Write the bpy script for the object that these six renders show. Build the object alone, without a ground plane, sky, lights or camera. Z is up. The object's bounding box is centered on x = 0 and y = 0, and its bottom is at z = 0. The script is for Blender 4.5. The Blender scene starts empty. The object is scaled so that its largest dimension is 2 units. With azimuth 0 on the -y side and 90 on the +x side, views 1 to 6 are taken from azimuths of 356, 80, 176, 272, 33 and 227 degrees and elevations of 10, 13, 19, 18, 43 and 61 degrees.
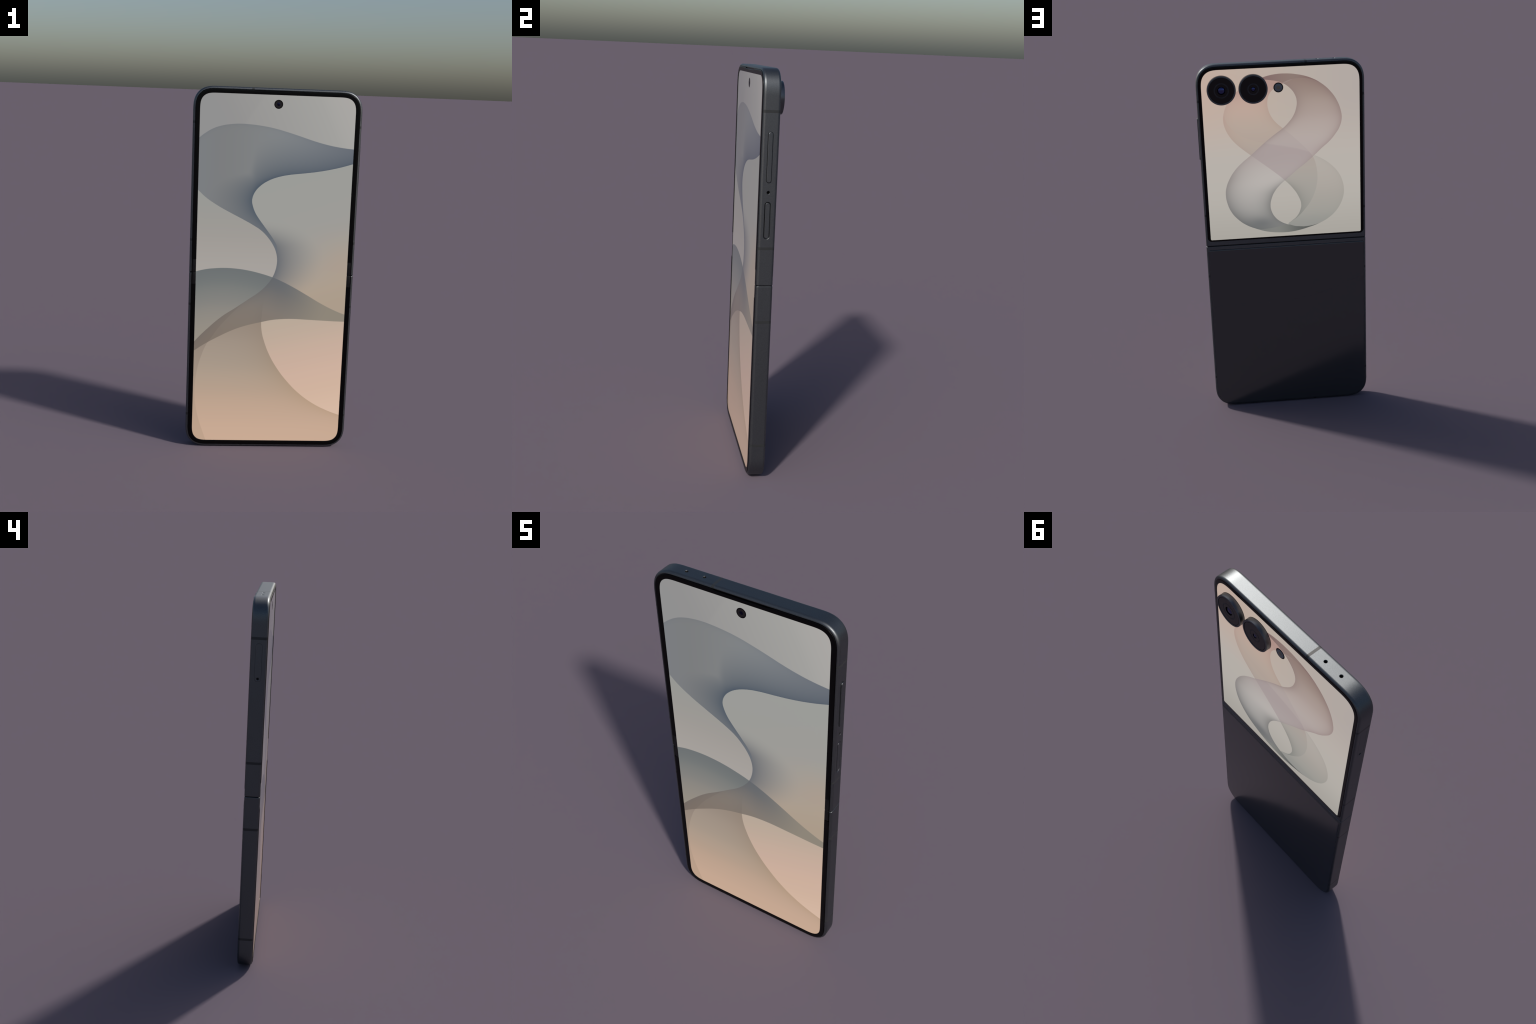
import bpy, bmesh, math
from mathutils import Vector

# ------------------------------------------------------------------ sizes (m)
CX = -0.0024            # centre of the body in x (a side key sticks out on +x)
HW = 0.4511             # half width of the body
CY = -0.0130            # mid plane of the frame in depth
YF, YB = -0.0522, 0.0271   # front and back of the metal frame
TOP, SEAM = 2.0, 1.0
CUT = 0.0412            # how far the rounded corners of the frame stay inside the square corner
SCREEN_Y = -0.0525      # surface of the folding screen
RIM_Y = -0.0547         # crest of the soft rim round the screen
GLASS_Y = 0.0290        # surface of the cover glass
LENS_Y = 0.0547         # crest of the camera rings

root = bpy.data.objects.new("folding_phone", None)
bpy.context.collection.objects.link(root)
root["label"] = "open dark blue folding phone with two lit wallpaper screens"
root["category"] = "phone"


# ------------------------------------------------------------------ node helper
def lin(r, g, b):
    f = lambda c: c / 12.92 if c <= 0.04045 else ((c + 0.055) / 1.055) ** 2.4
    return (f(r / 255), f(g / 255), f(b / 255), 1.0)


class Graph:
    """Small builder for shader maths on Object coordinates."""

    def __init__(self, name):
        self.mat = bpy.data.materials.new(name)
        self.mat.use_nodes = True
        self.t = self.mat.node_tree
        self.bsdf = self.t.nodes["Principled BSDF"]
        self.coord = self.t.nodes.new("ShaderNodeTexCoord").outputs["Object"]
        sep = self.t.nodes.new("ShaderNodeSeparateXYZ")
        self.t.links.new(self.coord, sep.inputs[0])
        self.x, self.y, self.z = sep.outputs

    def put(self, socket, v):
        if isinstance(v, bpy.types.NodeSocket):
            self.t.links.new(v, socket)
        else:
            socket.default_value = v

    def m(self, op, a, b=0.0, clamp=False):
        n = self.t.nodes.new("ShaderNodeMath")
        n.operation, n.use_clamp = op, clamp
        self.put(n.inputs[0], a)
        self.put(n.inputs[1], b)
        return n.outputs[0]

    def add(self, a, b): return self.m("ADD", a, b)
    def sub(self, a, b): return self.m("SUBTRACT", a, b)
    def mul(self, a, b): return self.m("MULTIPLY", a, b)
    def low(self, a, b): return self.m("MINIMUM", a, b)
    def high(self, a, b): return self.m("MAXIMUM", a, b)
    def blend_low(self, a, b, w):
        o = self.m("SMOOTH_MIN", a, b)
        o.node.inputs[2].default_value = w
        return o

    def no(self, a): return self.m("SUBTRACT", 1.0, a)

    def ramp(self, v, a, b, smooth=True):
        """0 at a, 1 at b."""
        n = self.t.nodes.new("ShaderNodeMapRange")
        n.interpolation_type = "SMOOTHSTEP" if smooth else "LINEAR"
        self.put(n.inputs["Value"], v)
        n.inputs["From Min"].default_value, n.inputs["From Max"].default_value = (a, b)
        return n.outputs[0]

    def edge(self, d, w=0.0012):
        return self.ramp(d, -w, w, False)

    def fade(self, d, w):
        """1 where d <= 0, dying away over w."""
        return self.m("EXPONENT", self.mul(self.high(d, 0.0), -1.0 / w))

    def curve(self, v, pts, span, out):
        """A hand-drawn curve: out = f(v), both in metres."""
        n = self.t.nodes.new("ShaderNodeFloatCurve")
        c = n.mapping.curves[0]
        n.mapping.use_clip = False
        p = [((a - span[0]) / (span[1] - span[0]), (b - out[0]) / (out[1] - out[0])) for a, b in pts]
        while len(c.points) < len(p):
            c.points.new(0.5, 0.5)
        for q, xy in zip(c.points, p):
            q.location = xy
            q.handle_type = "AUTO"
        n.mapping.update()
        self.put(n.inputs["Value"], self.ramp(v, span[0], span[1], False))
        return self.add(self.mul(n.outputs[0], out[1] - out[0]), out[0])

    def mix(self, f, a, b, kind="MIX"):
        n = self.t.nodes.new("ShaderNodeMix")
        n.data_type, n.blend_type = "RGBA", kind
        self.put(n.inputs["Factor"], f)
        self.put(n.inputs[6], a)
        self.put(n.inputs[7], b)
        return n.outputs[2]

    def colours(self, v, stops):
        """Colour ramp over metres: stops = [(value, rgb)]."""
        lo, hi = stops[0][0], stops[-1][0]
        n = self.t.nodes.new("ShaderNodeValToRGB")
        n.color_ramp.interpolation = "EASE" if len(stops) < 3 else "CARDINAL"
        e = n.color_ramp.elements
        while len(e) < len(stops):
            e.new(0.5)
        for q, (at, rgb) in zip(e, stops):
            q.position = (at - lo) / (hi - lo)
            q.color = lin(*rgb)
        self.put(n.inputs[0], self.ramp(v, lo, hi, False))
        return n.outputs[0]

    def noise(self, scale, detail=2.0, stretch=None):
        n = self.t.nodes.new("ShaderNodeTexNoise")
        n.inputs["Scale"].default_value = scale
        n.inputs["Detail"].default_value = detail
        v = self.coord
        if stretch:
            mp = self.t.nodes.new("ShaderNodeMapping")
            mp.inputs["Scale"].default_value = stretch
            self.t.links.new(v, mp.inputs[0])
            v = mp.outputs[0]
        self.t.links.new(v, n.inputs["Vector"])
        return n.outputs["Fac"]

    def bump(self, h, strength, distance):
        n = self.t.nodes.new("ShaderNodeBump")
        n.inputs["Strength"].default_value = strength
        n.inputs["Distance"].default_value = distance
        self.put(n.inputs["Height"], h)
        self.t.links.new(n.outputs[0], self.bsdf.inputs["Normal"])

    def set(self, **kw):
        for k, v in kw.items():
            self.put(self.bsdf.inputs[k.replace("_", " ")], v)
        return self.mat


def plain(name, rgb, rough, metal=0.0, spec=0.5, coat=0.0):
    g = Graph(name)
    return g.set(Base_Color=lin(*rgb), Roughness=rough, Metallic=metal, Specular_IOR_Level=spec, Coat_Weight=coat)


def lit_display(g, colour, coat=1.0):
    """A switched-on display under a smooth cover layer."""
    g.set(Base_Color=(0.0, 0.0, 0.0, 1.0), Roughness=0.3, Specular_IOR_Level=0.0,
          Emission_Color=colour, Emission_Strength=1.0, Coat_Weight=coat, Coat_Roughness=0.08, Coat_IOR=1.5)
    return g.mat


# ------------------------------------------------------------------ wallpaper of the folding screen
def folding_wallpaper():
    g = Graph("folding_display")
    x, z = g.x, g.z
    SX, SZ = (-0.45, 0.45), (0.0, 2.0)
    RX = (-0.7, 0.7)
    f = lambda pts: g.curve(x, pts, SX, SZ)      # z = f(x)
    k = lambda pts: g.curve(z, pts, SZ, RX)      # x = k(z)
    crest = f([(-0.45, 1.694), (-0.417, 1.728), (-0.385, 1.754), (-0.346, 1.778), (-0.299, 1.795), (-0.252, 1.804), (-0.2, 1.808), (-0.157, 1.807), (-0.089, 1.801), (-0.021, 1.79), (0.048, 1.773), (0.118, 1.753), (0.187, 1.732), (0.257, 1.714), (0.327, 1.701), (0.412, 1.692), (0.45, 1.69)])
    ess = k([(0.0, -0.66), (0.5, -0.5), (0.612, -0.415), (0.689, -0.342), (0.756, -0.267), (0.808, -0.191), (0.857, -0.123), (0.897, -0.068), (0.938, -0.027), (0.981, 0.002), (1.021, 0.017), (1.06, 0.0235), (1.085, 0.0232), (1.121, 0.016), (1.159, -0.001), (1.201, -0.031), (1.237, -0.067), (1.265, -0.11), (1.295, -0.166), (1.33, -0.236), (1.367, -0.306), (1.413, -0.376), (1.45, -0.417), (1.6, -0.6), (2.0, -0.66)])
    nose = k([(0.0, -0.69), (0.9, -0.69), (1.02, -0.3), (1.08, 0.0), (1.12, 0.02), (1.15, 0.02), (1.184, 0.004), (1.225, -0.025), (1.263, -0.054), (1.301, -0.083), (1.335, -0.105), (1.369, -0.119), (1.397, -0.125), (1.421, -0.122), (1.449, -0.11), (1.481, -0.083), (1.509, -0.043), (1.529, 0.004), (1.544, 0.065), (1.553, 0.134), (1.568, 0.237), (1.591, 0.34), (1.613, 0.413), (1.64, 0.5), (1.75, 0.66), (2.0, 0.69)])
    nose_top = f([(-0.45, 0.7), (-0.2, 1.15), (-0.14, 1.35), (-0.11, 1.449), (-0.083, 1.481), (-0.043, 1.509), (0.004, 1.529), (0.065, 1.544), (0.134, 1.553), (0.237, 1.568), (0.34, 1.591), (0.413, 1.613), (0.45, 1.63)])
    wave = f([(-0.45, 0.994), (-0.416, 1.005), (-0.365, 1.018), (-0.31, 1.025), (-0.261, 1.0275), (-0.212, 1.026), (-0.142, 1.018), (-0.072, 1.003), (0.002, 0.981), (0.056, 0.959), (0.128, 0.923), (0.201, 0.882), (0.274, 0.84), (0.347, 0.804), (0.411, 0.779), (0.45, 0.769)])
    hill = f([(-0.45, 0.533), (-0.416, 0.558), (-0.354, 0.6), (-0.284, 0.64), (-0.215, 0.675), (-0.145, 0.702), (-0.05, 0.727), (0.009, 0.74), (0.065, 0.746), (0.122, 0.748), (0.208, 0.745), (0.279, 0.742), (0.351, 0.739), (0.411, 0.738), (0.45, 0.738)])
    sail = k([(0.0, 0.68), (0.16, 0.51), (0.192, 0.412), (0.221, 0.335), (0.258, 0.261), (0.317, 0.178), (0.384, 0.11), (0.461, 0.049), (0.538, 0.003), (0.615, -0.029), (0.673, -0.045), (0.726, -0.05), (0.761, -0.048), (0.819, -0.044), (0.869, -0.035), (0.95, -0.01), (2.0, 0.4)])
    arc = k([(0.0, -0.33), (0.042, -0.342), (0.087, -0.358), (0.155, -0.381), (0.23, -0.399), (0.298, -0.407), (0.372, -0.406), (0.454, -0.396), (0.528, -0.376), (0.594, -0.35), (0.639, -0.32), (0.69, -0.286), (0.746, -0.238), (0.9, -0.1), (2.0, 0.6)])

    a = g.sub(z, crest)
    b = g.sub(x, ess)
    c = g.sub(x, nose)
    d = g.sub(z, wave)
    e = g.sub(z, hill)
    s = g.sub(x, sail)
    r = g.sub(x, arc)

    # sky above the ribbon
    slant = g.add(x, g.mul(z, 0.45))
    top = g.colours(slant, [(0.40, (146, 146, 146)), (0.66, (150, 149, 148)), (1.10, (163, 162, 159)), (1.27, (171, 168, 165))])
    beam = g.sub(x, g.add(g.mul(z, 0.664), -1.377))
    top = g.mix(g.mul(g.mul(g.fade(g.mul(beam, -1.0), 0.12), g.no(g.edge(g.mul(beam, -1.0), 0.01))), 0.05), top, lin(185, 184, 178))
    # first ribbon: deep blue grey along the nose
    over = g.add(g.sub(z, nose_top), g.mul(g.ramp(z, 1.44, 1.30), 1.2))
    dist = g.blend_low(g.mul(c, -1.0), over, 0.06)
    cloth = g.colours(x, [(-0.42, (124, 127, 130)), (-0.25, (125, 127, 128)), (0.05, (129, 133, 136)), (0.42, (118, 123, 130))])
    dist = g.add(dist, 0.006)
    deep = g.mul(g.add(g.mul(g.fade(dist, 0.055), 0.56), g.mul(g.ramp(dist, 0.27, 0.0), 0.44)), g.add(0.5, g.mul(g.ramp(z, 1.12, 1.36), 0.5)))
    cloth = g.mix(g.mul(deep, 0.95), cloth, g.colours(x, [(-0.2, (72, 84, 97)), (0.42, (84, 93, 104))]))
    cloth = g.mix(g.mul(g.fade(g.mul(a, -1.0), 0.012), 0.22), cloth, lin(96, 102, 112))
    neck = g.mul(g.fade(b, 0.05), g.ramp(z, 1.42, 1.2))
    cloth = g.mix(g.mul(neck, 0.45), cloth, lin(97, 102, 110))
    # pale sheet on the left
    sheet = g.colours(z, [(1.0, (169, 164, 159)), (1.2, (161, 157, 152)), (1.45, (153, 154, 150))])
    # pale sheet on the right with a soft fold beside the ess
    sheet2 = g.colours(g.add(z, g.mul(x, -0.35)), [(0.72, (174, 158, 140)), (0.86, (174, 160, 145)), (1.0, (165, 159, 151)), (1.15, (160, 158, 153)), (1.5, (157, 158, 154))])
    sheet2 = g.mix(g.mul(g.mul(g.ramp(x, 0.14, 0.40), g.mul(g.ramp(z, 0.92, 1.06), g.ramp(z, 1.30, 1.08))), 0.5), sheet2, lin(176, 158, 142))
    fold = g.mul(g.add(g.mul(g.fade(b, 0.05), 0.45), g.mul(g.ramp(b, 0.27, 0.0), 0.55)), g.ramp(z, 1.31, 1.14))
    sheet2 = g.mix(g.mul(fold, 0.97), sheet2, lin(101, 105, 111))
    col = g.mix(g.edge(c), cloth, sheet2)
    col = g.mix(g.edge(b), sheet, col)
    col = g.mix(g.edge(a), col, top)
    # second ribbon below the wave
    drop = g.mul(d, -1.0)
    left = g.colours(drop, [(0.0, (109, 114, 115)), (0.10, (121, 124, 122)), (0.22, (139, 136, 130)), (0.40, (154, 146, 134))])
    right = g.colours(drop, [(0.0, (101, 105, 109)), (0.08, (112, 111, 110)), (0.2, (129, 121, 113)), (0.4, (130, 118, 107))])
    right = g.mix(g.mul(g.ramp(x, 0.02, 0.32), 0.8), right, lin(151, 141, 125))
    right = g.mix(g.mul(g.fade(b, 0.04), 0.25), right, lin(92, 94, 98))
    veil = g.mul(g.no(g.edge(s)), g.mul(g.fade(g.mul(s, -1.0), 0.05), g.ramp(z, 0.88, 0.74)))
    right = g.mix(g.mul(veil, 0.22), right, lin(105, 98, 92))
    right = g.mix(g.mul(g.no(g.edge(r)), 0.16), right, lin(95, 85, 80))
    band = g.mix(g.edge(b), left, right)
    col = g.mix(g.edge(d), band, col)
    # warm ground below the hill, with the pink sail
    warm = g.colours(z, [(0.03, (204, 173, 150)), (0.15, (200, 170, 148)), (0.30, (188, 163, 143)), (0.45, (173, 156, 140)), (0.62, (161, 147, 134)), (0.75, (152, 138, 125))])
    warm = g.mix(g.mul(g.high(g.fade(g.mul(s, -1.0), 0.10), 0.0), 0.55), warm, g.colours(z, [(0.1, (190, 160, 132)), (0.4, (168, 143, 117)), (0.7, (148, 132, 117))]))
    warm = g.mix(g.mul(g.no(g.edge(r)), 0.5), warm, g.colours(z, [(0.05, (182, 155, 132)), (0.35, (166, 146, 129)), (0.6, (135, 122, 112))]))
    pink = g.colours(g.add(z, g.mul(x, -0.25)), [(0.08, (219, 189, 168)), (0.24, (213, 183, 162)), (0.42, (207, 178, 160)), (0.58, (197, 174, 157)), (0.76, (185, 170, 154))])
    ground = g.mix(g.edge(s), warm, pink)
    col = g.mix(g.edge(e), ground, col)
    return lit_display(g, col)


# ------------------------------------------------------------------ wallpaper of the cover screen
def cover_wallpaper():
    g = Graph("cover_display")
    x, z = g.x, g.z
    SX, SZ = (-0.45, 0.45), (1.0, 2.0)
    k = lambda pts: g.curve(z, pts, SZ, SX)
    f = lambda pts: g.curve(x, pts, SX, SZ)
    right = k([(1.0, 0.0), (1.058, -0.02), (1.086, -0.097), (1.09, -0.056), (1.102, -0.015), (1.121, 0.025), (1.148, 0.055), (1.184, 0.074), (1.219, 0.079), (1.261, 0.07), (1.297, 0.052), (1.33, 0.024), (1.356, -0.006), (1.381, -0.038), (1.41, -0.073), (1.445, -0.121), (1.483, -0.167), (1.527, -0.216), (1.561, -0.257), (1.6, -0.291), (1.638, -0.315), (1.684, -0.327), (1.723, -0.323), (1.777, -0.304), (1.83, -0.269), (1.877, -0.218), (1.91, -0.158), (1.928, -0.105), (1.945, -0.05), (2.0, 0.1)])
    left = k([(1.0, -0.2), (1.058, -0.02), (1.06, 0.041), (1.068, 0.102), (1.088, 0.163), (1.112, 0.216), (1.147, 0.261), (1.191, 0.296), (1.241, 0.316), (1.29, 0.323), (1.331, 0.318), (1.378, 0.299), (1.427, 0.266), (1.468, 0.224), (1.506, 0.175), (1.54, 0.135), (1.574, 0.094), (1.615, 0.039), (1.645, -0.005), (1.673, -0.035), (1.708, -0.063), (1.749, -0.08), (1.788, -0.085), (1.827, -0.074), (1.861, -0.048), (1.888, -0.01), (1.902, 0.034), (1.909, 0.079), (1.92, 0.13), (1.95, 0.16), (2.0, 0.2)])
    brow = f([(-0.45, 1.6), (-0.3, 1.84), (-0.218, 1.884), (-0.154, 1.912), (-0.089, 1.929), (-0.031, 1.936), (0.033, 1.934), (0.091, 1.922), (0.15, 1.9), (0.45, 1.7)])
    lobe = k([(1.0, 0.05), (1.05, 0.05), (1.06, -0.02), (1.065, -0.075), (1.079, -0.131), (1.097, -0.186), (1.125, -0.241), (1.161, -0.283), (1.209, -0.315), (1.257, -0.331), (1.291, -0.333), (1.34, -0.324), (1.383, -0.304), (1.426, -0.268), (1.462, -0.222), (1.487, -0.175), (1.52, -0.09), (1.6, 0.3), (2.0, 0.42)])
    outer = k([(1.0, -0.4), (1.07, -0.25), (1.086, -0.1), (1.091, -0.05), (1.104, -0.017), (1.12, -0.034), (1.144, -0.064), (1.181, -0.086), (1.216, -0.092), (1.262, -0.078), (1.309, -0.049), (1.356, -0.006), (1.404, 0.048), (1.456, 0.112), (1.506, 0.175), (1.538, 0.214), (1.573, 0.252), (1.615, 0.285), (1.659, 0.306), (1.699, 0.314), (1.731, 0.311), (1.776, 0.296), (1.819, 0.264), (1.862, 0.223), (1.897, 0.17), (1.915, 0.1), (1.93, -0.1), (2.0, -0.4)])
    inner = k([(1.0, -0.02), (1.095, -0.02), (1.107, -0.024), (1.143, -0.071), (1.186, -0.113), (1.233, -0.148), (1.28, -0.17), (1.328, -0.183), (1.376, -0.187), (1.431, -0.181), (1.476, -0.167), (1.511, -0.143), (1.56, -0.097), (1.603, -0.053), (1.645, -0.005), (1.677, 0.03), (1.711, 0.055), (1.751, 0.07), (1.79, 0.073), (1.828, 0.063), (1.859, 0.036), (1.885, -0.02), (2.0, -0.3)])
    swell = f([(-0.45, 1.45), (-0.2, 1.495), (-0.136, 1.511), (-0.09, 1.527), (-0.017, 1.545), (0.05, 1.559), (0.094, 1.568), (0.133, 1.578), (0.185, 1.596), (0.236, 1.622), (0.279, 1.664), (0.303, 1.705), (0.31, 1.757), (0.45, 1.95)])
    crescent = f([(-0.45, 1.7), (-0.26, 1.855), (-0.205, 1.885), (-0.166, 1.901), (-0.102, 1.909), (-0.05, 1.902), (-0.01, 1.888), (0.05, 1.86), (0.45, 1.6)])
    keel_in = f([(-0.45, 1.2), (-0.24, 1.118), (-0.186, 1.0975), (-0.145, 1.088), (-0.097, 1.0855), (-0.056, 1.09), (-0.015, 1.102), (0.033, 1.094), (0.101, 1.085), (0.156, 1.087), (0.2, 1.1), (0.45, 1.2)])
    keel_out = f([(-0.45, 1.3), (-0.241, 1.125), (-0.186, 1.097), (-0.131, 1.079), (-0.075, 1.065), (-0.02, 1.058), (0.041, 1.059), (0.102, 1.068), (0.163, 1.088), (0.216, 1.112), (0.45, 1.3)])
    dr, dl = g.sub(x, right), g.sub(left, x)
    do, di, dw = g.sub(outer, x), g.sub(x, inner), g.sub(x, lobe)

    # backdrop
    up = g.colours(x, [(-0.43, (178, 169, 164)), (0.0, (186, 173, 163)), (0.43, (195, 173, 160))])
    down = g.colours(z, [(1.03, (170, 166, 159)), (1.25, (181, 176, 169)), (1.5, (185, 178, 171)), (1.7, (187, 178, 170))])
    col = g.mix(g.ramp(z, 1.45, 1.85), down, up)
    # rear ribbon: rosy upper lobe, grey lower lobe
    rose = g.colours(z, [(1.1, (142, 142, 137)), (1.2, (157, 155, 149)), (1.4, (169, 162, 155)), (1.55, (175, 161, 152)), (1.68, (184, 166, 154)), (1.8, (190, 163, 151)), (1.88, (176, 146, 138))])
    hem = g.mul(g.no(g.edge(g.sub(z, swell))), g.ramp(z, 1.42, 1.5))
    rose = g.mix(g.mul(hem, 0.65), rose, g.colours(z, [(1.45, (170, 160, 154)), (1.6, (181, 165, 153)), (1.75, (186, 158, 147))]))
    pale = g.colours(z, [(1.08, (146, 146, 142)), (1.16, (158, 156, 150)), (1.3, (171, 165, 158)), (1.48, (179, 172, 165))])
    pale = g.mix(g.mul(g.fade(dw, 0.02), 0.22), pale, lin(150, 148, 140))
    in_lobe = g.mul(g.mul(g.edge(dw), g.edge(do)), g.ramp(z, 1.487, 1.485))
    col = g.mix(in_lobe, col, pale)
    rose = g.mix(g.mul(g.mul(g.fade(do, 0.035), g.ramp(z, 1.40, 1.30)), 0.5), rose, lin(120, 121, 116))
    rose = g.mix(g.mul(g.mul(g.fade(di, 0.03), g.ramp(z, 1.58, 1.66)), 0.3), rose, lin(158, 136, 126))
    rose = g.mix(g.mul(g.mul(g.fade(do, 0.025), g.ramp(z, 1.45, 1.55)), 0.3), rose, lin(164, 140, 132))
    rear = g.mul(g.mul(g.edge(di), g.edge(do)), g.mul(g.ramp(z, 1.104, 1.135), g.edge(g.sub(brow, z))))
    col = g.mix(rear, col, rose)
    # front ribbon
    silk = g.colours(z, [(1.06, (120, 122, 120)), (1.12, (142, 141, 139)), (1.2, (167, 164, 161)), (1.32, (184, 179, 175)), (1.42, (184, 177, 173)), (1.5, (178, 167, 164)), (1.6, (180, 168, 163)), (1.7, (174, 159, 153)), (1.8, (163, 146, 138)), (1.9, (146, 126, 118))])
    silk = g.mix(g.mul(rear, g.add(0.3, g.mul(g.no(g.edge(g.sub(z, swell), 0.004)), 0.4))), silk, lin(166, 153, 153))
    silk = g.mix(g.mul(g.mul(g.fade(dr, 0.030), g.ramp(z, 1.40, 1.55)), 0.5), silk, g.colours(z, [(1.5, (160, 140, 137)), (1.9, (128, 105, 102))]))
    silk = g.mix(g.mul(g.mul(g.fade(dl, 0.030), g.ramp(z, 1.5, 1.65)), 0.4), silk, lin(140, 122, 117))
    silk = g.mix(g.mul(g.mul(g.fade(dr, 0.045), g.ramp(z, 1.40, 1.28)), 0.75), silk, lin(116, 117, 115))
    silk = g.mix(g.mul(g.mul(g.fade(dl, 0.065), g.ramp(z, 1.56, 1.36)), 0.85), silk, g.colours(z, [(1.07, (100, 102, 102)), (1.25, (126, 124, 123)), (1.45, (146, 138, 135))]))
    silk = g.mix(g.mul(g.fade(g.low(dl, dr), 0.018), 0.32), silk, g.colours(z, [(1.1, (112, 112, 111)), (1.4, (142, 132, 130)), (1.6, (138, 120, 117))]))
    hollow = g.add(g.m("POWER", g.mul(g.add(x, -0.135), 1 / 0.085), 2.0), g.m("POWER", g.mul(g.sub(z, 1.118), 1 / 0.035), 2.0))
    silk = g.mix(g.mul(g.fade(hollow, 1.0), 0.7), silk, lin(104, 107, 109))
    front = g.mul(g.mul(g.edge(dr), g.edge(dl)), g.edge(g.sub(brow, z)))
    col = g.mix(front, col, silk)
    # dark crescents where the ribbons turn over
    horn = g.mul(g.mul(front, g.edge(g.sub(z, crescent))), g.ramp(z, 1.85, 1.88))
    col = g.mix(horn, col, g.colours(x, [(-0.2, (126, 98, 97)), (-0.08, (140, 121, 114)), (0.09, (132, 108, 105))]))
    keel = g.mul(g.edge(g.sub(keel_in, z)), g.edge(g.sub(z, keel_out)))
    col = g.mix(keel, col, g.colours(x, [(-0.18, (84, 86, 84)), (-0.06, (104, 106, 103)), (0.05, (128, 129, 125)), (0.2, (110, 112, 112))]))
    return lit_display(g, col, 0.45)


# ------------------------------------------------------------------ materials
def brushed_metal():
    g = Graph("anodised_metal")
    grain = g.noise(420.0, 2.0)
    g.bump(grain, 0.15, 0.0010)
    tone = g.mix(g.ramp(g.noise(300.0, 1.0), 0.3, 0.7), lin(95, 98, 101), lin(102, 106, 109))
    return g.set(Base_Color=tone, Metallic=1.0, Roughness=0.45)


def satin_glass():
    g = Graph("satin_back_glass")
    g.bump(g.noise(400.0, 1.0), 0.02, 0.0005)
    return g.set(Base_Color=lin(46, 47, 50), Roughness=0.16, Specular_IOR_Level=1.0)


METAL = brushed_metal()
BAND = plain("antenna_plastic", (40, 42, 43), 0.45)
RIM = plain("black_rim", (1, 1, 1), 0.32, 0.0, 0.18)
CAP = plain("hinge_plastic", (13, 12, 14), 0.5, 0.0, 0.3)
GLASS = plain("black_glass", (1, 1, 2), 0.10, 0.0, 0.22)
SATIN = satin_glass()
FOLD = folding_wallpaper()
COVER = cover_wallpaper()
MATT_BLACK = plain("matt_black", (3, 3, 3), 0.8)  # plain black for the pieces set inside bores, port and seam
RING = plain("camera_ring_metal", (98, 102, 107), 0.36, 1.0)
LENS_GLASS = plain("lens_cover_glass", (12, 11, 12), 0.16, 0.0, 0.4)
LENS_RING = plain("lens_inner_ring", (47, 45, 50), 0.45, 0.0, 0.3)
IRIS = plain("coated_lens", (72, 76, 124), 0.14, 1.0)
DIM_IRIS = plain("dim_coated_lens", (40, 40, 66), 0.2, 1.0)
SELFIE = plain("selfie_barrel", (27, 24, 26), 0.35, 0.0, 0.3)
GASKET = plain("gasket", (3, 3, 3), 0.6)
FLASH_GLASS = plain("flash_diffuser", (112, 116, 122), 0.4)
AMBER = plain("flash_phosphor", (124, 112, 98), 0.5)


# ------------------------------------------------------------------ geometry helpers
def finish(bm, name, mat, parent=root, angle=28, weighted=False):
    bmesh.ops.remove_doubles(bm, verts=bm.verts, dist=1e-6)
    bmesh.ops.recalc_face_normals(bm, faces=bm.faces)
    for f in bm.faces:
        f.smooth = True
    for e in bm.edges:
        if len(e.link_faces) == 2 and e.calc_face_angle(0) > math.radians(angle):
            e.smooth = False
    me = bpy.data.meshes.new(name)
    bm.to_mesh(me)
    bm.free()
    me.materials.append(mat)
    ob = bpy.data.objects.new(name, me)
    bpy.context.collection.objects.link(ob)
    ob.parent = parent
    if weighted:
        w = ob.modifiers.new("weighted", "WEIGHTED_NORMAL")
        w.keep_sharp = True
        w.weight = 80
    return ob


def loft(bm, rings, closed=True, cap=(True, True)):
    vs = [[bm.verts.new(p) for p in ring] for ring in rings]
    n = len(vs[0])
    for a, b in zip(vs, vs[1:]):
        for i in range(n if closed else n - 1):
            j = (i + 1) % n
            bm.faces.new((a[i], a[j], b[j], b[i]))
    if cap[0]:
        bm.faces.new(vs[0][::-1])
    if cap[1]:
        bm.faces.new(vs[-1])
    return vs


def soft_corner(n=24, fine=40, ease=0.34):
    """Corner whose curvature swells and dies smoothly: [(u, v, normal u, normal v)] from the side to the end.
    u, v count back from the square corner."""
    m = n * fine
    bend = []
    for i in range(m):
        t = (i + 0.5) / m
        bend.append(min(1.0, t / ease, (1 - t) / ease))
    k = (math.pi / 2) / sum(bend)
    a, u, v, path = 0.0, 0.0, 0.0, [(0.0, 0.0, 0.0)]
    for b in bend:
        a += 0.5 * k * b
        u += math.sin(a) / m
        v += math.cos(a) / m
        a += 0.5 * k * b
        path.append((u, v, a))
    reach = path[-1][0]
    pts = [(u - 0.0, reach - v, a) for u, v, a in path[::fine]]
    diag = min((u * u + v * v) ** 0.5 for u, v, a in pts)
    g = CUT / diag
    return [(u * g, v * g, math.cos(a), math.sin(a)) for u, v, a in pts]


CORNER = soft_corner()


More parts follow.
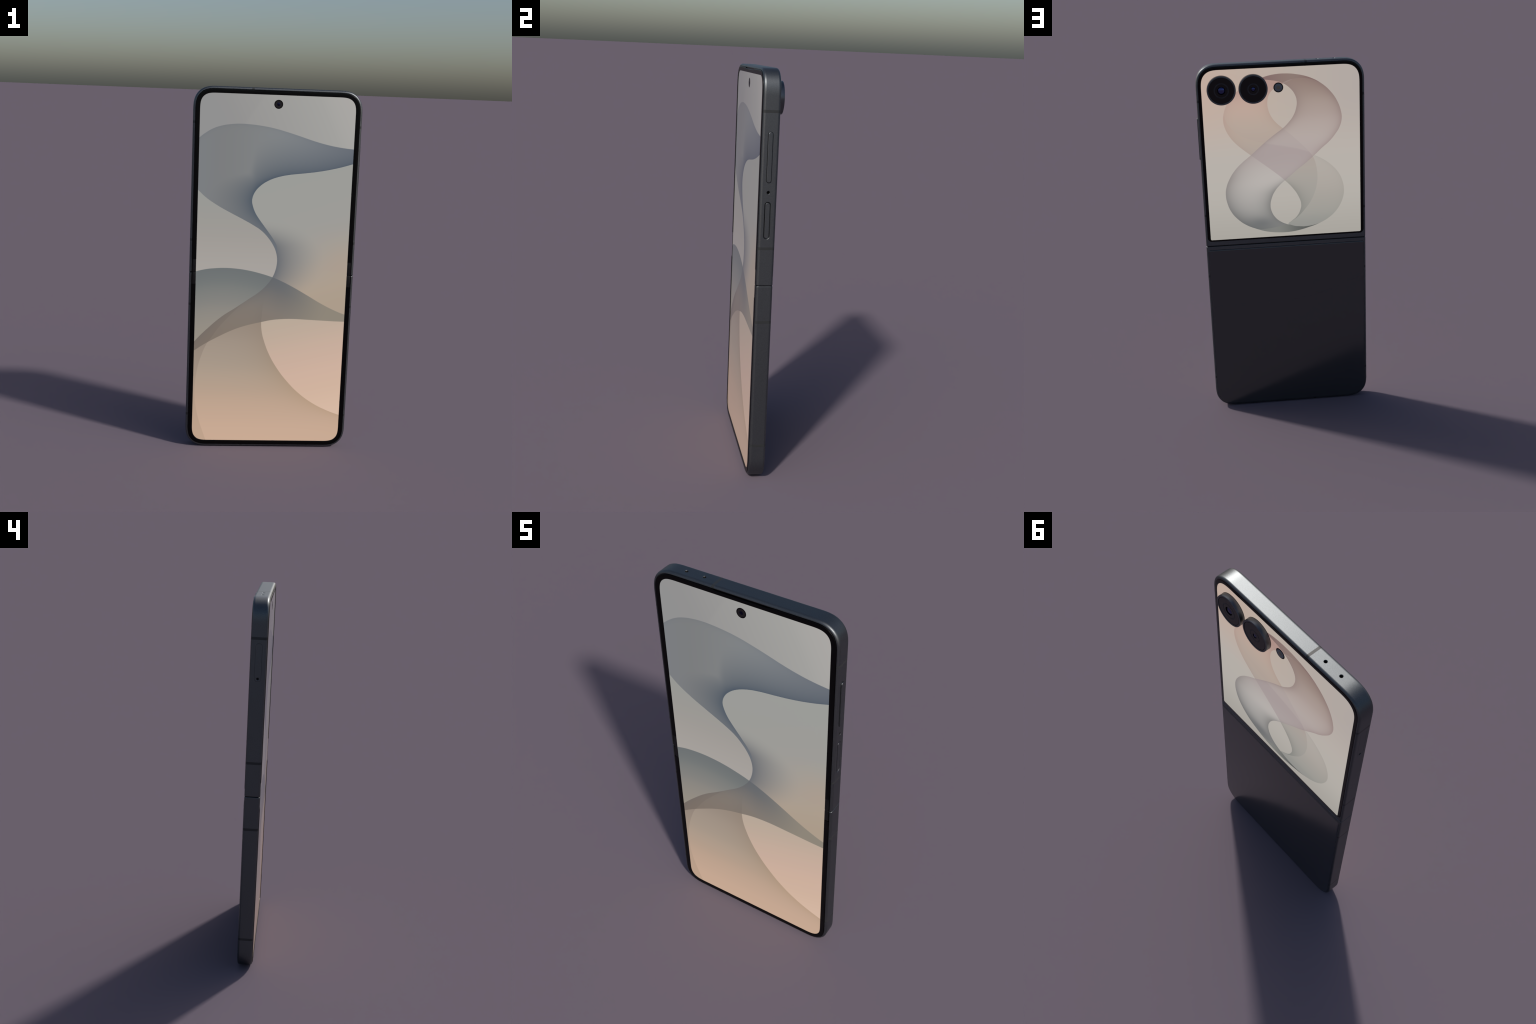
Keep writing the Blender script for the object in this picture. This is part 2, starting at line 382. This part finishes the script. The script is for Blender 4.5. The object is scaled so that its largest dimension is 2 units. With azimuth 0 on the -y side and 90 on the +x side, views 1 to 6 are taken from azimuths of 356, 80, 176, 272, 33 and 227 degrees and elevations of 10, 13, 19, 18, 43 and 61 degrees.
def corner(kind, n=24):
    """(u, v) back from the square corner, from the side to the end; kind = a radius or ("frame", inset)."""
    if isinstance(kind, tuple):
        d = kind[1]
        return [(u + d * nu - d, v + d * nv - d) for u, v, nu, nv in CORNER]
    return [(kind * (1 - math.cos(math.pi / 2 * i / n)), kind * (1 - math.sin(math.pi / 2 * i / n))) for i in range(n + 1)]


def rrect(x0, x1, z0, z1, kb, kt, y):
    """Rounded rectangle in the xz plane: kb, kt = corner kinds at the bottom and the top."""
    b, t = corner(kb), corner(kt)
    pts = [(x1 - u, z0 + v) for u, v in b[::-1]] + [(x1 - u, z1 - v) for u, v in t]
    pts += [(x0 + u, z1 - v) for u, v in t[::-1]] + [(x0 + u, z0 + v) for u, v in b]
    return [Vector((px, y, pz)) for px, pz in pts]


def shrink(kind, i):
    return ("frame", kind[1] + i) if isinstance(kind, tuple) else max(kind - i, 0.0004)


def slab(name, mat, x0, x1, z0, z1, rb, rt, prof, **kw):
    """prof = [(inset, y)] : a stack of inset rounded rectangles."""
    bm = bmesh.new()
    loft(bm, [rrect(x0 + i, x1 - i, z0 + i, z1 - i, shrink(rb, i), shrink(rt, i), y) for i, y in prof])
    return finish(bm, name, mat, **kw)


def lathe(name, mat, cx, cz, prof, n=96, parent=root, angle=28, cap=(True, True)):
    """prof = [(radius, y)] turned round an axis along y."""
    bm = bmesh.new()
    loft(bm, [[Vector((cx + r * math.cos(2 * math.pi * i / n), y, cz + r * math.sin(2 * math.pi * i / n))) for i in range(n)] for r, y in prof], cap=cap)
    return finish(bm, name, mat, parent, angle)


def pill(cu, cv, hu, hv, n=12):
    """Stadium outline in a uv plane, long side along v."""
    pts = []
    for s, a0 in ((1, 0), (-1, 180)):
        for i in range(n + 1):
            a = math.radians(a0 + 180 * i / n)
            pts.append((cu + hu * math.cos(a), cv + s * (hv - hu) + hu * math.sin(a)))
    return pts


def prism(bm, place, outline, prof):
    """outline(inset) -> uv points, prof = [(inset, depth)], place(u, v, depth) -> xyz"""
    return loft(bm, [[Vector(place(u, v, d)) for u, v in outline(i)] for i, d in prof])


def on_side(sign):
    return lambda u, v, d: (CX + sign * (HW + d), u, v)


def on_end(z, sign):
    return lambda u, v, d: (v, u, z + sign * d)


def boolean(ob, bm_cut, op="DIFFERENCE"):
    bmesh.ops.recalc_face_normals(bm_cut, faces=bm_cut.faces)
    me = bpy.data.meshes.new("cut")
    bm_cut.to_mesh(me)
    bm_cut.free()
    cut = bpy.data.objects.new("cut", me)
    bpy.context.collection.objects.link(cut)
    m = ob.modifiers.new("cut", "BOOLEAN")
    m.operation, m.solver, m.object = op, "EXACT", cut
    dg = bpy.context.evaluated_depsgraph_get()
    dg.update()
    new = bpy.data.meshes.new_from_object(ob.evaluated_get(dg))
    ob.modifiers.clear()
    old = ob.data
    ob.data = new
    bpy.data.meshes.remove(old)
    bpy.data.objects.remove(cut)
    bpy.data.meshes.remove(me)


def resmooth(ob, angle=28, weighted=True):
    bm = bmesh.new()
    bm.from_mesh(ob.data)
    bmesh.ops.remove_doubles(bm, verts=bm.verts, dist=2e-6)
    bmesh.ops.dissolve_degenerate(bm, edges=bm.edges, dist=1e-6)
    for f in bm.faces:
        f.smooth = True
    for e in bm.edges:
        e.smooth = not (len(e.link_faces) == 2 and e.calc_face_angle(0) > math.radians(angle))
    bm.to_mesh(ob.data)
    bm.free()
    if weighted:
        w = ob.modifiers.new("weighted", "WEIGHTED_NORMAL")
        w.keep_sharp, w.weight = True, 80


# ------------------------------------------------------------------ the two halves of the metal frame
def frame_profile():
    prof = [(0.0150, -0.0490), (0.0122, -0.0490), (0.0116, YF + 0.0006)]
    r1, d1 = 0.0110, 0.0135                       # soft edge towards the folding screen
    for i in range(0, 11):
        a = math.radians(90 * (1 - i / 10))
        prof.append((r1 * (1 - math.cos(a)), YF + d1 * (1 - math.sin(a))))
    r2, d2 = 0.0092, 0.0110                       # tighter edge towards the cover glass
    for i in range(0, 9):
        a = math.radians(90 * i / 8)
        prof.append((r2 * (1 - math.cos(a)), YB - d2 * (1 - math.sin(a))))
    return prof


def half_ring(inset, y, upper):
    s = min(inset * 0.32, 0.0046)                 # the seam edge is rounded less than the rest
    if upper:
        return rrect(CX - HW + inset, CX + HW - inset, SEAM + 0.0013 + s, TOP - inset, 0.0035, ("frame", inset), y)
    return rrect(CX - HW + inset, CX + HW - inset, inset, SEAM - 0.0013 - s, ("frame", inset), 0.0035, y)


def half(upper):
    bm = bmesh.new()
    loft(bm, [half_ring(i, y, upper) for i, y in frame_profile()])
    bmesh.ops.recalc_face_normals(bm, faces=bm.faces)
    me = bpy.data.meshes.new("frame")
    bm.to_mesh(me)
    bm.free()
    me.materials.append(METAL)
    ob = bpy.data.objects.new("frame", me)
    bpy.context.collection.objects.link(ob)
    ob.parent = root
    return ob


def box(bm, x0, x1, y0, y1, z0, z1):
    loft(bm, [[Vector((x, y, z)) for x, y in ((x0, y0), (x1, y0), (x1, y1), (x0, y1))] for z in (z0, z1)])


BW = 0.0066   # half width of an antenna band
DEEP = 0.012  # how deep the bands reach into the frame


def band_boxes(upper):
    out = []
    for zc in ((1.8098, 1.1796) if upper else (0.8222, 0.1905)):
        out.append((CX + HW - 0.030, CX + HW + 0.01, -0.1, 0.1, zc - BW, zc + BW))
        out.append((CX - HW - 0.01, CX - HW + 0.030, -0.1, 0.1, zc - BW, zc + BW))
    z0, z1 = (TOP - 0.03, TOP + 0.01) if upper else (-0.01, 0.03)
    out.append((-0.1395 - BW, -0.1395 + BW, -0.1, 0.1, z0, z1))
    return out


def build_half(upper):
    ob = half(upper)
    # antenna bands: the same section, cut out and refilled in plastic
    for b in band_boxes(upper):
        me = ob.data.copy()
        band = bpy.data.objects.new("antenna_band", me)
        bpy.context.collection.objects.link(band)
        bm = bmesh.new()
        box(bm, *b)
        boolean(band, bm, "INTERSECT")
        band.data.name = "antenna_band"
        band.data.materials.clear()
        band.data.materials.append(BAND)
        band.parent = ob
        resmooth(band)
    bm = bmesh.new()
    for b in band_boxes(upper):
        box(bm, *b)
    boolean(ob, bm)
    # pockets, holes and grooves; the first pocket lets the screen run over the fold
    bm = bmesh.new()
    box(bm, CX - HW + 0.0132, CX + HW - 0.0132, -0.1, -0.0486, SEAM - 0.04, SEAM + 0.04)
    hole = lambda place, u, v, r: prism(bm, place, lambda i: pill(u, v, r - i, r - i + 1e-5, 16), [(-0.0013, 0.002), (-0.0013, 0.0001), (0.0, -0.0012), (0.0, -0.016)])
    groove = lambda place, u, v, hu, hv, depth, lip: prism(bm, place, lambda i: pill(u, v, hu - i, hv - i), [(-lip, 0.002), (-lip, 0.0001), (0.0, -lip), (0.0, -depth)])
    if upper:
        rightside, leftside = on_side(1), on_side(-1)
        groove(rightside, CY, 1.6030, 0.0121, 0.1163, 0.006, 0.0007)
        hole(rightside, CY, 1.4427, 0.0074)
        groove(rightside, CY, 1.3115, 0.0116, 0.0843, 0.0065, 0.0042)
        groove(leftside, CY, 1.6916, 0.0166, 0.0944, 0.004, 0.0003)
        for hx in (-0.2044, -0.2944):
            hole(on_end(TOP, 1), CY, hx, 0.0076)
    else:
        end = on_end(0.0, -1)
        groove(end, CY, CX, 0.0165, 0.0520, 0.05, 0.002)
        for i in range(6):
            hole(end, CY, CX + 0.115 + 0.027 * i, 0.0066)
        hole(end, CY, CX - 0.098, 0.0056)
        hole(end, CY, CX - 0.205, 0.0056)
        # recess that leaves a fine dark line round the back panel
        loft(bm, [rrect(CX - HW + 0.0098, CX + HW - 0.0098, 0.0098, 0.9774, ("frame", 0.0098), 0.0140, yy) for yy in (0.0215, 0.06)])
    boolean(ob, bm)
    resmooth(ob)
    return ob


frame_a = build_half(True)
frame_b = build_half(False)


# ------------------------------------------------------------------ keys and tray on the sides
def key(name, place, v, hu, hv, top, mat, parent, edge=0.0028):
    bm = bmesh.new()
    prof = [(0.0, -0.0045)]
    for i in range(6):
        a = math.radians(90 * i / 5)
        prof.append((edge * (1 - math.cos(a)), top - edge * (1 - math.sin(a))))
    prism(bm, place, lambda i: pill(CY, v, hu - i, hv - i), prof)
    return finish(bm, name, mat, parent, angle=40, weighted=True)


key("volume_button", on_side(1), 1.6030, 0.0108, 0.1150, 0.0047, METAL, frame_a)
key("power_button", on_side(1), 1.3115, 0.0108, 0.0833, 0.0002, METAL, frame_a, 0.0016)
tray = key("card_tray", on_side(-1), 1.6916, 0.0162, 0.0940, 0.0, METAL, frame_a, 0.0005)
bm = bmesh.new()
prism(bm, on_side(-1), lambda i: pill(CY, 1.6117, 0.0060 - i, 0.00601 - i, 16), [(-0.0012, 0.002), (-0.0012, 0.0001), (0.0, -0.0010), (0.0, -0.0042)])
boolean(tray, bm)
resmooth(tray, 40)
bm = bmesh.new()
prism(bm, on_side(-1), lambda i: pill(CY, 1.6117, 0.0061 - i, 0.00611 - i, 16), [(0.0, -0.0041), (0.0, -0.0038)])
finish(bm, "eject_bore_disc", MATT_BLACK, tray)  # black disc laid on the floor of the cut bore to darken it


holes = [(on_side(1), CY, 1.4427, 0.0073, frame_a)] + [(on_end(TOP, 1), CY, hx, 0.0075, frame_a) for hx in (-0.2044, -0.2944)]
for place, u, v, r, par in holes:
    # a black sleeve lining the bore of each microphone hole
    bm = bmesh.new()
    prism(bm, place, lambda i: pill(u, v, r - i, r - i + 1e-5, 16), [(0.0, -0.0155), (0.0, -0.0014), (0.0006, -0.0014), (0.0006, -0.0150)])
    finish(bm, "microphone_sleeve", MATT_BLACK, par)

# connector tongue in the port of the lower edge
bm = bmesh.new()
prism(bm, on_end(0.0, -1), lambda i: pill(CY, CX, 0.0055 - i, 0.038 - i), [(0.0, -0.05), (0.0, -0.012), (0.002, -0.010)])
finish(bm, "charging_port", MATT_BLACK, frame_b)


# ------------------------------------------------------------------ folding screen and its soft rim
slab("dark_gap_plate", RIM, CX - HW + 0.0128, CX + HW - 0.0128, 0.0128, TOP - 0.0128, ("frame", 0.0128), ("frame", 0.0128),
     [(0.0, -0.0470), (0.0, -0.0494)])  # added black plate that keeps the gap between frame and rim dark
slab("folding_screen", FOLD, CX - HW + 0.0360, CX + HW - 0.0360, 0.0348, TOP - 0.0348, ("frame", 0.0355), ("frame", 0.0355),
     [(0.0, -0.0480), (0.0, SCREEN_Y)])

OUT, INN = 0.0130, 0.0369     # rim: outer and inner inset from the frame outline
ZR_A, ZR_B = 1.0735, 0.9350   # where the rim stops above and below the hinge


def rim_outline(inset, y, upper, outer, scoop):
    """Open path up one side, round the end and down the other side."""
    x0, x1 = CX - HW + inset, CX + HW - inset
    c = corner(("frame", inset))
    tip = inset if outer else inset - 0.0012       # the rim is a touch narrower at the ends than along the sides
    zs, ze, sg = (ZR_A, TOP - tip, -1) if upper else (ZR_B, tip, 1)
    reach = c[-1][0]
    pts = [(x1, zs)] + [(x1 - u, ze + sg * v) for u, v in c]
    pts += [(x1 - reach + (x0 - x1 + 2 * reach) * t / 60, ze) for t in range(1, 60)]
    pts += [(x0 + u, ze + sg * v) for u, v in c[::-1]] + [(x0, zs)]
    out = []
    for px, pz in pts:
        dz = 0.0
        if scoop and upper:      # ear-piece slot: the rim steps down along the middle of the top edge
            t = (0.1425 - abs(px)) / 0.012
            dz = -0.0055 * max(0.0, min(1.0, t))
        out.append(Vector((px, y, pz + dz)))
    return out


def rim(upper):
    bm = bmesh.new()
    w = 0.0030
    secs = [(OUT, -0.0480, True, True), (OUT, RIM_Y + 0.0022, True, True)]
    for i in range(1, 6):
        a = math.radians(90 * i / 5)
        secs.append((OUT + 0.0022 * (1 - math.cos(a)), RIM_Y + 0.0022 * (1 - math.sin(a)), True, True))
    secs += [(OUT + 0.0090, RIM_Y, False, False), (INN - w, RIM_Y, False, False)]
    for i in range(1, 6):
        a = math.radians(90 * i / 5)
        secs.append((INN - w + w * math.sin(a), RIM_Y + 0.0027 * (1 - math.cos(a)), False, False))
    secs.append((INN, -0.0480, False, False))
    rows = [rim_outline(i, y, upper, o, s) for i, y, o, s in secs]
    vs = loft(bm, rows, closed=False, cap=(False, False))
    for end in (0, -1):
        bm.faces.new([r[end] for r in vs])
    n = len(vs[0])
    for i in range(n - 1):
        bm.faces.new((vs[-1][i], vs[-1][i + 1], vs[0][i + 1], vs[0][i]))
    return finish(bm, "screen_rim", RIM, angle=40)


rim(True)
rim(False)

# hinge covers: low dark strips between the rim ends, one above and one below the fold on each side
for sx in (-1, 1):
    for z0, z1 in ((1.0010, ZR_A + 0.0020), (ZR_B - 0.0020, 0.9990)):
        xa, xb = CX + sx * (HW - 0.0368), CX + sx * (HW - 0.0172)
        slab("hinge_cover", CAP, min(xa, xb), max(xa, xb), z0, z1, 0.003, 0.003,
             [(0.0, -0.0470), (0.0, -0.0521), (0.0004, -0.0527), (0.0014, -0.0531)], angle=40)

# hinge barrel that fills the seam between the two halves
slab("hinge_barrel", MATT_BLACK, CX - HW + 0.006, CX + HW - 0.006, SEAM - 0.012, SEAM + 0.012, 0.002, 0.002,
     [(0.0, -0.0440), (0.0, 0.0245)])

# ------------------------------------------------------------------ selfie camera
FX, FZ = -0.0028, 1.9162
selfie = lathe("selfie_camera", GLASS, FX, FZ, [(0.0236, -0.0500), (0.0236, SCREEN_Y - 0.0004)])
lathe("lens_barrel", SELFIE, FX, FZ, [(0.0190, SCREEN_Y - 0.0002), (0.0190, SCREEN_Y - 0.0006)], parent=selfie)
lathe("lens", DIM_IRIS, FX, FZ, [(0.0084, SCREEN_Y - 0.0004), (0.0084, SCREEN_Y - 0.0008), (0.0066, SCREEN_Y - 0.0013), (0.0036, SCREEN_Y - 0.0017), (0.0008, SCREEN_Y - 0.0018)], parent=selfie, angle=60)

# ------------------------------------------------------------------ cover glass, cover display, back panel
GX0, GX1 = CX - HW + 0.0104, CX + HW - 0.0104
glass = slab("cover_glass", GLASS, GX0, GX1, 1.0262, TOP - 0.0104, 0.024, ("frame", 0.0104),
             [(0.0, 0.0200), (0.0, GLASS_Y - 0.0027), (0.0005, GLASS_Y - 0.0017), (0.0018, GLASS_Y - 0.0009), (0.0040, GLASS_Y - 0.0002), (0.0065, GLASS_Y)], angle=40)
slab("cover_display", COVER, -0.4255, 0.4208, 1.0366, 1.9712, 0.0075, ("frame", 0.0250),
     [(0.0, GLASS_Y - 0.002), (0.0, GLASS_Y + 0.0005)], parent=glass)
slab("back_panel", SATIN, GX0, GX1, 0.0104, 0.9760, ("frame", 0.0104), 0.0130,
     [(0.0, 0.0200), (0.0, GLASS_Y - 0.0027), (0.0005, GLASS_Y - 0.0017), (0.0018, GLASS_Y - 0.0009), (0.0040, GLASS_Y - 0.0002), (0.0065, GLASS_Y)], angle=40)

# ------------------------------------------------------------------ rear cameras and flash
for cx, cz, r_in, r_iris in ((0.3150, 1.8650, 0.0400, 0.0205), (0.1462, 1.8650, 0.0310, 0.0112)):
    R = 0.0768
    y0 = GLASS_Y + 0.0005
    w = r_iris + 0.0004                      # radius of the well that holds the front lens element
    cam = lathe("rear_camera", RING, cx, cz, [(R, y0 + 0.0018), (R, LENS_Y - 0.0014), (R - 0.0003, LENS_Y - 0.0006), (R - 0.0008, LENS_Y - 0.0001), (R - 0.0014, LENS_Y),
                                             (R - 0.0074, LENS_Y), (R - 0.0080, LENS_Y - 0.0006), (R - 0.0082, LENS_Y - 0.0032), (w + 0.004, LENS_Y - 0.0032), (w + 0.004, LENS_Y - 0.0170)], angle=30)
    lathe("gasket", GASKET, cx, cz, [(R + 0.0004, y0 - 0.003), (R + 0.0004, y0 + 0.0018), (R - 0.002, y0 + 0.0019)], parent=cam)
    lathe("gasket", GASKET, cx, cz, [(R - 0.0080, LENS_Y - 0.0034), (R - 0.0080, LENS_Y - 0.0024), (w + 0.002, LENS_Y - 0.0024), (w + 0.002, LENS_Y - 0.0165)], parent=cam, cap=(False, False))
    lathe("cover_lens", LENS_GLASS, cx, cz, [(R - 0.0112, LENS_Y - 0.0022), (R - 0.0112, LENS_Y - 0.0015), (w, LENS_Y - 0.0015), (w, LENS_Y - 0.0160)], parent=cam, angle=15, cap=(False, False))
    lathe("lens_barrel", LENS_RING, cx, cz, [(r_in, LENS_Y - 0.0018), (r_in, LENS_Y - 0.0012), (r_in - 0.0062, LENS_Y - 0.0012), (r_in - 0.0062, LENS_Y - 0.0018)], parent=cam, angle=15, cap=(False, False))
    top, dome = math.radians(33), []
    ball = r_iris / math.sin(top)
    for i in range(14):
        a = top * (1 - i / 13.4)
        dome.append((ball * math.sin(a), LENS_Y - 0.0018 - ball * (1 - math.cos(a))))
    lathe("lens", IRIS, cx, cz, [(r_iris, LENS_Y - 0.0150)] + dome, parent=cam, angle=50)

flash = lathe("flash", GASKET, 0.0108, 1.8646, [(0.0264, GLASS_Y - 0.001), (0.0264, GLASS_Y + 0.0010), (0.0256, GLASS_Y + 0.0016)], n=64)
lathe("flash_diffuser", FLASH_GLASS, 0.0108, 1.8646, [(0.0206, GLASS_Y + 0.0010), (0.0206, GLASS_Y + 0.0020), (0.0200, GLASS_Y + 0.0022)], n=64, parent=flash)
lathe("flash_emitter", AMBER, 0.0108, 1.8646, [(0.0100, GLASS_Y + 0.0015), (0.0100, GLASS_Y + 0.0024), (0.0094, GLASS_Y + 0.0026)], n=48, parent=flash)
